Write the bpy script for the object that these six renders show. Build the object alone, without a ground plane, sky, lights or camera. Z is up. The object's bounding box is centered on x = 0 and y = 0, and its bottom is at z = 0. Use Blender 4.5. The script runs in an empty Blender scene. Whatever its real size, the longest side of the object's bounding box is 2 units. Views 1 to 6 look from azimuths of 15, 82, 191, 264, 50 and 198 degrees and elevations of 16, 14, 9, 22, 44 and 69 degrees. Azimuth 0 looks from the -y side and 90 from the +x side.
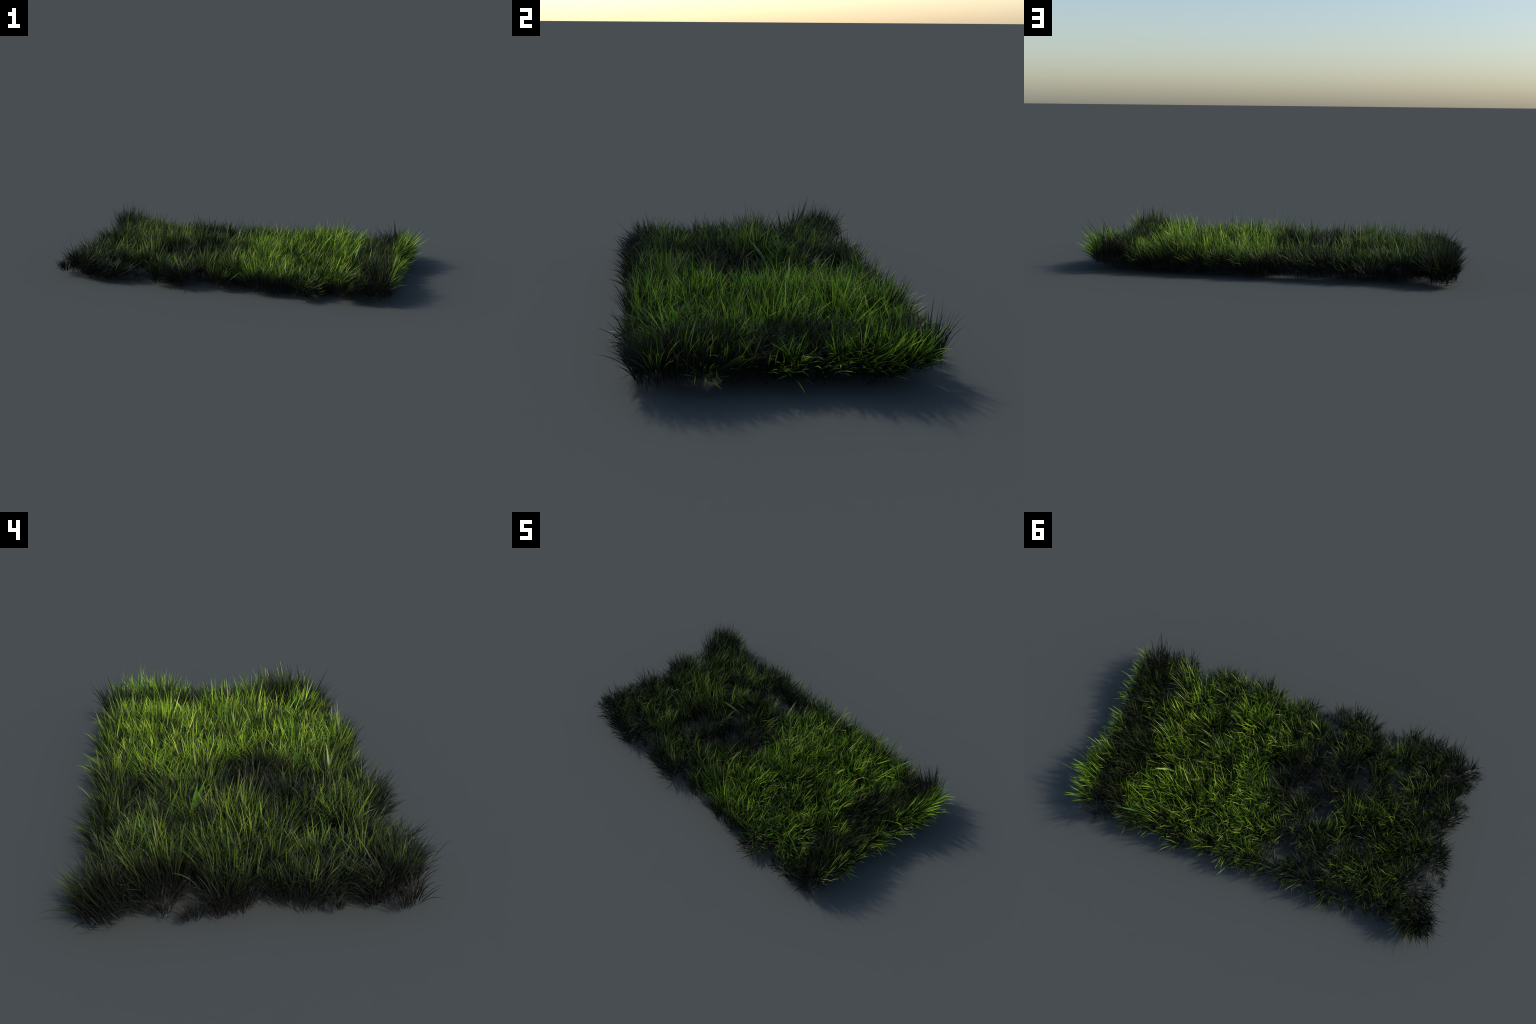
"""A loose rectangular patch of wild meadow grass: about three hundred tufts of
arching blades growing on a slightly wavy level, leaning outward at the rim."""
import bpy, math, random
import numpy as np
from mathutils import Vector, Matrix, noise

rnd = random.Random(41)
SCENE = bpy.context.scene.collection


# ------------------------------------------------------------------ materials
def ramp(nt, fac, stops, interp='LINEAR'):
    n = nt.nodes.new('ShaderNodeValToRGB')
    n.color_ramp.interpolation = interp
    el = n.color_ramp.elements
    while len(el) < len(stops):
        el.new(0.5)
    for e, (p, c) in zip(el, stops):
        e.position, e.color = p, (*c, 1)
    nt.links.new(fac, n.inputs['Fac'])
    return n.outputs['Color']


def mixcol(nt, fac, a, b, mode='MIX'):
    n = nt.nodes.new('ShaderNodeMix')
    n.data_type, n.blend_type = 'RGBA', mode
    for sock, v in ((n.inputs[0], fac), (n.inputs[6], a), (n.inputs[7], b)):
        if hasattr(v, 'is_output'):
            nt.links.new(v, sock)
        elif isinstance(v, tuple):
            sock.default_value = (*v, 1)
        else:
            sock.default_value = v
    return n.outputs[2]


def maprange(nt, v, a, b, c, d):
    n = nt.nodes.new('ShaderNodeMapRange')
    n.interpolation_type = 'SMOOTHSTEP'
    nt.links.new(v, n.inputs[0])
    for i, x in enumerate((a, b, c, d), 1):
        n.inputs[i].default_value = x
    return n.outputs[0]


def math_node(nt, op, a, b=None):
    n = nt.nodes.new('ShaderNodeMath')
    n.operation = op
    for i, v in enumerate((a, b)):
        if v is None:
            continue
        if hasattr(v, 'is_output'):
            nt.links.new(v, n.inputs[i])
        else:
            n.inputs[i].default_value = v
    return n.outputs[0]


def blade_brightness(nt):
    """How bright the blade colour is, 0..1: darkened along the two rims
    x < 0 and y < 0 and in a few spots, left bright on the right."""
    geo = nt.nodes.new('ShaderNodeNewGeometry')
    nz = nt.nodes.new('ShaderNodeTexNoise')
    nz.inputs['Scale'].default_value = 5.0
    nz.inputs['Detail'].default_value = 3.0
    nt.links.new(geo.outputs['Position'], nz.inputs['Vector'])
    wob = math_node(nt, 'MULTIPLY', math_node(nt, 'SUBTRACT', nz.outputs['Fac'], 0.5), 0.45)
    sep = nt.nodes.new('ShaderNodeSeparateXYZ')
    nt.links.new(geo.outputs['Position'], sep.inputs[0])
    x = math_node(nt, 'ADD', sep.outputs['X'], wob)
    y = math_node(nt, 'ADD', sep.outputs['Y'], math_node(nt, 'MULTIPLY', wob, 0.35))
    v = maprange(nt, x, -0.95, -0.50, 0.08, 0.46)
    v = math_node(nt, 'ADD', v, maprange(nt, x, -0.10, 0.18, 0.0, 0.54))
    v = math_node(nt, 'MULTIPLY', v, maprange(nt, y, -0.50, -0.36, 0.12, 1.0))
    for cx, cy, r, depth in DARK_SPOTS:
        d = nt.nodes.new('ShaderNodeVectorMath')
        d.operation = 'DISTANCE'
        cmb = nt.nodes.new('ShaderNodeCombineXYZ')
        nt.links.new(x, cmb.inputs[0])
        nt.links.new(y, cmb.inputs[1])
        nt.links.new(cmb.outputs[0], d.inputs[0])
        d.inputs[1].default_value = (cx, cy, 0)
        v = math_node(nt, 'MULTIPLY', v, maprange(nt, d.outputs['Value'], r * 0.4, r, 1 - depth, 1.0))
    band = math_node(nt, 'MULTIPLY', maprange(nt, x, 0.64, 0.73, 0, 0.88), maprange(nt, sep.outputs['X'], 0.85, 0.90, 1, 0))  # self-shadow of the x+ end darkened into the colour, outer tips spared
    v = math_node(nt, 'MULTIPLY', v, math_node(nt, 'SUBTRACT', 1.0, band))
    band = math_node(nt, 'MULTIPLY', maprange(nt, y, 0.37, 0.44, 0, 0.5), maprange(nt, sep.outputs['Y'], 0.48, 0.53, 1, 0))  # y+ rim tinted darker for its side turned from the sun
    v = math_node(nt, 'MULTIPLY', v, math_node(nt, 'SUBTRACT', 1.0, band))
    return v


# darker spots inside the patch: x, y, radius, depth
DARK_SPOTS = [(-0.16, -0.06, 0.20, 0.8), (-0.36, -0.15, 0.16, 0.7), (-0.27, 0.30, 0.17, 0.6), (0.45, -0.10, 0.12, 0.5),
           (-0.50, 0.20, 0.12, 0.5)]


def blade_material(name, tips, root, root_top, green_from, darken=True, translucent=0.06, rough=0.48, spec=0.24, straw=0.0):
    m = bpy.data.materials.new(name)
    m.use_nodes = True
    nt = m.node_tree
    bsdf = nt.nodes['Principled BSDF']
    out = nt.nodes['Material Output']
    geo = nt.nodes.new('ShaderNodeNewGeometry')
    tex = nt.nodes.new('ShaderNodeTexCoord')
    info = nt.nodes.new('ShaderNodeObjectInfo')
    sep = nt.nodes.new('ShaderNodeSeparateXYZ')
    nt.links.new(tex.outputs['Object'], sep.inputs[0])
    # one tint per blade, shifted a little per tuft
    add = nt.nodes.new('ShaderNodeMath')
    add.operation = 'MULTIPLY_ADD'
    nt.links.new(info.outputs['Random'], add.inputs[0])
    add.inputs[1].default_value = 0.61
    nt.links.new(geo.outputs['Random Per Island'], add.inputs[2])
    fr = nt.nodes.new('ShaderNodeMath')
    fr.operation = 'FRACT'
    nt.links.new(add.outputs[0], fr.inputs[0])
    col = ramp(nt, fr.outputs[0], tips)
    # fine lengthwise mottling
    nz = nt.nodes.new('ShaderNodeTexNoise')
    nz.inputs['Scale'].default_value = 60
    nt.links.new(tex.outputs['Object'], nz.inputs['Vector'])
    col = mixcol(nt, 0.35, col, ramp(nt, nz.outputs['Fac'], [(0.3, (0.55, 0.55, 0.5)), (0.7, (1.2, 1.15, 1.0))]), 'MULTIPLY')
    # dark root, green from a hand's width up
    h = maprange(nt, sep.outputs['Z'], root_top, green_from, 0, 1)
    if darken:
        h = math_node(nt, 'MULTIPLY', h, blade_brightness(nt))
        # some tufts are darker than their neighbours
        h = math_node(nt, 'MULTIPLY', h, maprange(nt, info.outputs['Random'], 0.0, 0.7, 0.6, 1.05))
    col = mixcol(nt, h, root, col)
    nt.links.new(col, bsdf.inputs['Base Color'])
    bsdf.inputs['Roughness'].default_value = rough
    bsdf.inputs['Specular IOR Level'].default_value = spec
    tr = nt.nodes.new('ShaderNodeBsdfTranslucent')
    nt.links.new(col, tr.inputs['Color'])
    mx = nt.nodes.new('ShaderNodeMixShader')
    mx.inputs[0].default_value = translucent
    nt.links.new(bsdf.outputs[0], mx.inputs[1])
    nt.links.new(tr.outputs[0], mx.inputs[2])
    nt.links.new(mx.outputs[0], out.inputs['Surface'])
    return m


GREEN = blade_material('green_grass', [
    (0.00, (0.020, 0.028, 0.012)), (0.22, (0.022, 0.050, 0.010)), (0.36, (0.045, 0.120, 0.010)),  # near-black stops give blades an unlit side by colour
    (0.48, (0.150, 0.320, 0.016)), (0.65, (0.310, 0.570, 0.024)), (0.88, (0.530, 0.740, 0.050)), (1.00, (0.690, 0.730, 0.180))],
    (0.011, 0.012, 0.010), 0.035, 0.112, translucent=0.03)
LIGHTENED = blade_material('lightened_grass', [  # brighter grass colour, green nearly to the root, for the x+ corner clump
    (0.00, (0.020, 0.040, 0.010)), (0.35, (0.070, 0.150, 0.012)), (0.60, (0.200, 0.380, 0.020)), (0.85, (0.360, 0.600, 0.035)), (1.00, (0.560, 0.680, 0.130))],
    (0.02, 0.034, 0.010), 0.0, 0.085, darken=False, translucent=0.08)
PUFF = blade_material('withered_grass', [
    (0.0, (0.014, 0.015, 0.010)), (0.7, (0.026, 0.026, 0.016)), (1.0, (0.050, 0.043, 0.028))],
    (0.012, 0.011, 0.009), 0.0, 0.05, False, 0.03, 0.6, 0.2)
BROAD = blade_material('broad_green', [
    (0.0, (0.09, 0.28, 0.02)), (0.45, (0.26, 0.46, 0.05)), (0.8, (0.38, 0.52, 0.10)), (1.0, (0.52, 0.56, 0.20))],
    (0.02, 0.02, 0.014), 0.0, 0.07, True, 0.08, 0.4, 0.35)
DEAD = blade_material('dead_leaf', [(0.0, (0.06, 0.045, 0.03)), (1.0, (0.12, 0.09, 0.06))],
                      (0.03, 0.024, 0.018), -0.05, 0.01, False, 0.0, 0.7, 0.2)


# ------------------------------------------------------------------ one blade
def add_blade(V, F, root, az, tilt, bend, length, width, twist, segs=5, belly=0.45, keel=0.22):
    """Creased blade: three vertices across, arching in the vertical plane of az,
    widest at `belly`, running out to a point."""
    p = np.array(root, float)
    base = len(V)
    for i in range(segs):
        t = i / segs
        a = tilt + bend * t ** 1.4
        d = np.array([math.sin(a) * math.cos(az), math.sin(a) * math.sin(az), math.cos(a)])
        side0 = np.array([-math.sin(az), math.cos(az), 0.0])
        up0 = np.cross(d, side0)
        tw = twist * (0.5 + t)
        side = side0 * math.cos(tw) + up0 * math.sin(tw)
        nrm = np.cross(side, d)
        w = width * (0.42 + 0.58 * t / belly if t < belly else max(0.0, 1 - (t - belly) / (1 - belly)) ** 0.8) * 0.5
        V += [p - side * w, p - nrm * w * keel * 2, p + side * w]
        p = p + d * (length / segs)
    V.append(p)
    for i in range(segs - 1):
        b = base + 3 * i
        F += [(b, b + 1, b + 4, b + 3), (b + 1, b + 2, b + 5, b + 4)]
    b = base + 3 * (segs - 1)
    F += [(b, b + 1, b + 3), (b + 1, b + 2, b + 3)]


def mesh_from(name, V, F, mat):
    me = bpy.data.meshes.new(name)
    me.from_pydata([tuple(v) for v in V], [], F)
    me.materials.append(mat)
    me.shade_smooth()
    me.update()
    return me


def tuft_mesh(seed, blades, radius, tall, fan, droop, width, mat=None):
    r = random.Random(seed)
    V, F = [], []
    comb, pull = r.uniform(0, math.tau), r.uniform(0.0, 0.45)   # each tuft is combed a little to one side
    for _ in range(blades):
        q = math.sqrt(r.random())
        th = r.uniform(0, math.tau)
        root = (radius * q * math.cos(th), radius * q * math.sin(th), r.uniform(-0.022, 0.018) * (0.4 + 0.6 * q))
        az = th + r.gauss(0, 0.9)
        az = math.atan2(math.sin(az) + pull * math.sin(comb), math.cos(az) + pull * math.cos(comb))
        tilt = abs(r.gauss(0.04, 0.10)) + fan * q * r.uniform(0.4, 1.2)
        bend = min(1.15, abs(r.gauss(droop, droop * 0.55)))
        ln = tall * (0.38 + 0.62 * r.betavariate(1.8, 1.5)) * (1.06 - 0.18 * q)
        w = width * r.uniform(0.65, 1.25)
        if r.random() < 0.05:
            ln, bend, tilt = tall * r.uniform(1.0, 1.15), bend * 0.6, tilt * 0.6
        add_blade(V, F, root, az, tilt, bend, ln, w, r.gauss(0, 0.55))
    for _ in range(blades // 3):             # short dark undergrowth that fills the foot
        q = math.sqrt(r.random())
        th = r.uniform(0, math.tau)
        root = (radius * 1.12 * q * math.cos(th), radius * 1.12 * q * math.sin(th), r.uniform(-0.028, 0.006))
        add_blade(V, F, root, r.uniform(0, math.tau), abs(r.gauss(0, 0.35)), abs(r.gauss(0.3, 0.3)),
                  r.uniform(0.035, 0.085), width * r.uniform(0.5, 0.9), r.gauss(0, 0.6), 3)
    return mesh_from('grass_tuft', V, F, mat or GREEN)


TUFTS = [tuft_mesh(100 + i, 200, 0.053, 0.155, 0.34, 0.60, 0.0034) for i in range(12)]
# sprawling clumps of the far right corner: longer, broader, more arched
SPRAWL = [tuft_mesh(150 + i, 80, 0.036, 0.180, 0.40, 0.36, 0.0050, LIGHTENED) for i in range(4)]


def puff_mesh(seed):
    r = random.Random(seed)
    V, F = [], []
    for _ in range(75):
        q = math.sqrt(r.random())
        th = r.uniform(0, math.tau)
        root = (0.020 * q * math.cos(th), 0.020 * q * math.sin(th), r.uniform(-0.012, 0.006))
        add_blade(V, F, root, th + r.gauss(0, 0.5), 0.15 + 0.7 * q * r.random(), abs(r.gauss(0.9, 0.5)),
                  r.uniform(0.025, 0.062), r.uniform(0.0016, 0.003), r.gauss(0, 0.6), 4)
    return mesh_from('withered_tuft', V, F, PUFF)


PUFFS = [puff_mesh(300 + i) for i in range(4)]


def broad_mesh(seed):
    r = random.Random(seed)
    V, F = [], []
    add_blade(V, F, (0, 0, 0), r.uniform(0, 6.28), r.uniform(0, 0.25), r.uniform(0.2, 0.7), r.uniform(0.14, 0.19),
              r.uniform(0.008, 0.0125), r.gauss(0, 0.4), 8, r.uniform(0.5, 0.75), 0.2)
    return mesh_from('broad_blade', V, F, BROAD)


BROADS = [broad_mesh(500 + i) for i in range(10)]


# ------------------------------------------------------------------ the ground level, lean and gaps
X0, X1, Y0, Y1 = -0.862, 0.838, -0.436, 0.440


def curve(x, pts):
    """Piecewise-linear rule through (position, value) control points."""
    return float(np.interp(x, [p[0] for p in pts], [p[1] for p in pts]))


def level(x, y):
    n = noise.noise(Vector((x * 2.3 + 3.1, y * 2.3, 0.7)))
    return 0.036 + curve(x, [(0.6, 0), (0.8, 0.014)]) + 0.014 * n + 0.008 * noise.noise(Vector((x * 7, y * 7, 4.2)))


def lean(x, y):
    lx = curve(x, [(-0.92, -0.12), (-0.75, -0.05), (-0.1, 0.02), (0.12, 0.20), (0.6, 0.34), (0.74, 0.30), (0.80, 0.22), (0.84, 0.22)])
    ly = curve(y, [(-0.47, -0.38), (-0.36, -0.20), (-0.2, -0.08), (0.2, 0.0), (0.38, 0.07), (0.49, 0.14)])
    return (lx + 0.30 * noise.noise(Vector((x * 4, y * 4, 9.0))), ly + 0.30 * noise.noise(Vector((x * 4, y * 4, 19.0))))


# bare spots where the ground shows through: x, y, radius
BARE = [(0.303, -0.127, 0.050), (-0.381, -0.167, 0.046), (-0.197, 0.313, 0.050), (-0.51, 0.183, 0.050),
        (0.029, -0.023, 0.045), (-0.289, 0.082, 0.055), (-0.13, -0.41, 0.045), (0.101, -0.433, 0.025),
        (-0.529, -0.26, 0.03), (-0.651, -0.368, 0.035), (-0.567, -0.178, 0.04), (0.54, -0.44, 0.03),
        (0.541, 0.172, 0.03), (0.635, -0.241, 0.035),
        (-0.47, -0.46, 0.085), (-0.90, 0.230, 0.075), (-0.90, -0.205, 0.050), (-0.90, 0.03, 0.045),
        (0.71, 0.46, 0.05), (-0.09, -0.455, 0.055), (-0.62, 0.47, 0.05),
        (0.85, -0.48, 0.06), (-0.93, -0.48, 0.085)]
# and small thin places sprinkled over the sparse left half
BARE += [(rnd.uniform(-0.88, -0.05), rnd.uniform(-0.40, 0.40), rnd.uniform(0.010, 0.028)) for _ in range(9)]

patch = bpy.data.objects.new('grass_patch', None)
patch.empty_display_size = 0.1
SCENE.objects.link(patch)
patch['label'] = 'rectangular patch of tall wild green meadow grass with gaps'
patch['category'] = 'grass'


def plant(name, mesh, x, y, z, up, spin, scale):
    o = bpy.data.objects.new(name, mesh)
    n = Vector((up[0], up[1], 1.0)).normalized()
    q = n.to_track_quat('Z', 'Y').to_matrix()
    m = (q @ Matrix.Rotation(spin, 3, 'Z')).to_4x4()
    sc = scale if isinstance(scale, tuple) else (scale,) * 3
    o.matrix_world = Matrix.Translation((x, y, z)) @ m @ Matrix.Diagonal((*sc, 1))
    o.parent = patch
    SCENE.objects.link(o)
    return o


# dart throwing, then fill: tufts at least SPACE apart, never in a bare spot
SPACE = 0.059
spots = []
for i in range(36):                          # the rim first, so that it stands as a close wall
    t = (i + rnd.uniform(-0.2, 0.2)) / 36
    for x, y in ((X0 + (X1 - X0) * t, Y0 + rnd.uniform(0, 0.040)), (X0 + (X1 - X0) * t, Y1 - rnd.uniform(0, 0.040)),
                 (X0 + rnd.uniform(0, 0.040), Y0 + (Y1 - Y0) * t), (X1 - rnd.uniform(0, 0.040), Y0 + (Y1 - Y0) * t)):
        if all((x - bx) ** 2 + (y - by) ** 2 > (br + 0.030) ** 2 for bx, by, br in BARE) and \
           all((x - a) ** 2 + (y - b) ** 2 > 0.056 ** 2 for a, b in spots):
            spots.append((x, y))
for _ in range(9000):
    x, y = rnd.uniform(X0, X1), rnd.uniform(Y0, Y1)
    if any((x - bx) ** 2 + (y - by) ** 2 < (br + 0.044) ** 2 for bx, by, br in BARE):
        continue
    if all((x - a) ** 2 + (y - b) ** 2 > (SPACE + (0.014 if x < 0 else 0.0)) ** 2 for a, b in spots):
        spots.append((x, y))
print('tufts', len(spots))


def tallness(x, y):
    """Longer and shorter swathes, shorter toward the front left corner."""
    t = 1.0 + 0.36 * noise.noise(Vector((x * 3.1 + 7, y * 3.1, 2.2)))
    t *= curve(x, [(-0.95, 1.06), (-0.6, 1.0), (0.66, 1.0), (0.73, 0.94), (0.79, 0.96), (0.83, 1.10)])
    if y < -0.39:
        t *= 0.9
    if y > 0.37 and x < -0.80:
        t *= 1.32                       # tall corner clump
    if x < -0.55 and y < -0.2:
        t *= 0.82
    return t


for x, y in spots:
    s = min(1.25, tallness(x, y) * rnd.uniform(0.70, 1.16))
    w = rnd.uniform(0.95, 1.12)
    lx, ly = lean(x, y)
    plant('grass_tuft', rnd.choice(TUFTS), x, y, level(x, y), (lx + rnd.gauss(0, 0.19), ly + rnd.gauss(0, 0.17)),
          rnd.uniform(0, math.tau), (w, w, s))

# the far left corner clump sprawls outward over the rim
for x, y in ((-0.885, 0.432), (-0.840, 0.436), (-0.880, 0.390)):
    plant('grass_tuft', rnd.choice(TUFTS), x, y, 0.045, (-0.06, 0.60), rnd.uniform(0, 6.28), (1.0, 1.0, 1.0))

# a flap of brighter tufts sprawls outward at the far right corner, with a few sprigs beside it
for x, y, lx, s in ((0.815, 0.17, 0.75, 0.85), (0.832, 0.235, 0.80, 1.0), (0.838, 0.295, 0.78, 1.08), (0.836, 0.350, 0.74, 1.05),
                    (0.825, 0.405, 0.70, 0.95), (0.835, 0.02, 0.85, 0.62), (0.835, -0.24, 0.80, 0.58)):
    plant('grass_tuft', rnd.choice(SPRAWL), x, y, 0.062, (lx, rnd.gauss(0.05, 0.1)), rnd.uniform(0, 6.28), (0.9, 0.9, s))

# small withered tufts along the ragged rim
for x, y, s in [(-0.12, -0.417, 0.9), (-0.908, 0.184, 1.1), (-0.809, 0.238, 1.2), (-0.549, -0.414, 0.8),
                (-0.638, -0.448, 1.3), (-0.905, -0.41, 1.4), (0.714, 0.468, 1.0), (0.773, 0.484, 0.6),
                (-0.695, 0.471, 1.1), (-0.616, 0.452, 1.2), (-0.834, 0.482, 1.0), (-0.843, -0.355, 1.5),
                (-0.744, -0.427, 1.5), (-0.89, -0.3, 1.4), (-0.9, 0.12, 1.3), (-0.88, 0.05, 1.2), (-0.89, 0.27, 1.2),
                (-0.92, -0.20, 0.9), (-0.93, 0.215, 0.7), (-0.86, -0.20, 1.3), (-0.47, -0.43, 1.0), (-0.94, -0.375, 0.9)]:
    plant('withered_tuft', rnd.choice(PUFFS), x, y, level(x, y) + 0.004, (0, 0), rnd.uniform(0, 6.28), s)

# broad pale blades standing in the canopy, most of them on the right half
for _ in range(40):
    x, y = rnd.triangular(-0.8, 0.83, 0.5), rnd.uniform(Y0, Y1)
    lx, ly = lean(x, y)
    plant('broad_blade', rnd.choice(BROADS), x, y, level(x, y), (lx + rnd.gauss(0, 0.2), ly + rnd.gauss(0, 0.2)),
          rnd.uniform(0, 6.28), tallness(x, y) * rnd.uniform(0.85, 1.1))

# a loose dead blade fallen at the front right corner
V, F = [], []
add_blade(V, F, (0, 0, 0), 0.2, 0.3, 0.3, 0.045, 0.004, 0.2, 4)
plant('dead_blade', mesh_from('dead_blade', V, F, DEAD), 0.838, -0.428, 0.003, (-0.9, 0), 0, 1.0)

# nothing reaches below the ground the patch was set down on
bpy.context.view_layer.update()
for o in patch.children:
    co = np.empty(len(o.data.vertices) * 3, np.float32)
    o.data.vertices.foreach_get('co', co)
    m = np.array(o.matrix_world)
    low = float((co.reshape(-1, 3) @ m[2, :3]).min() + m[2, 3])
    if low < 0.001:
        o.location.z += 0.001 - low
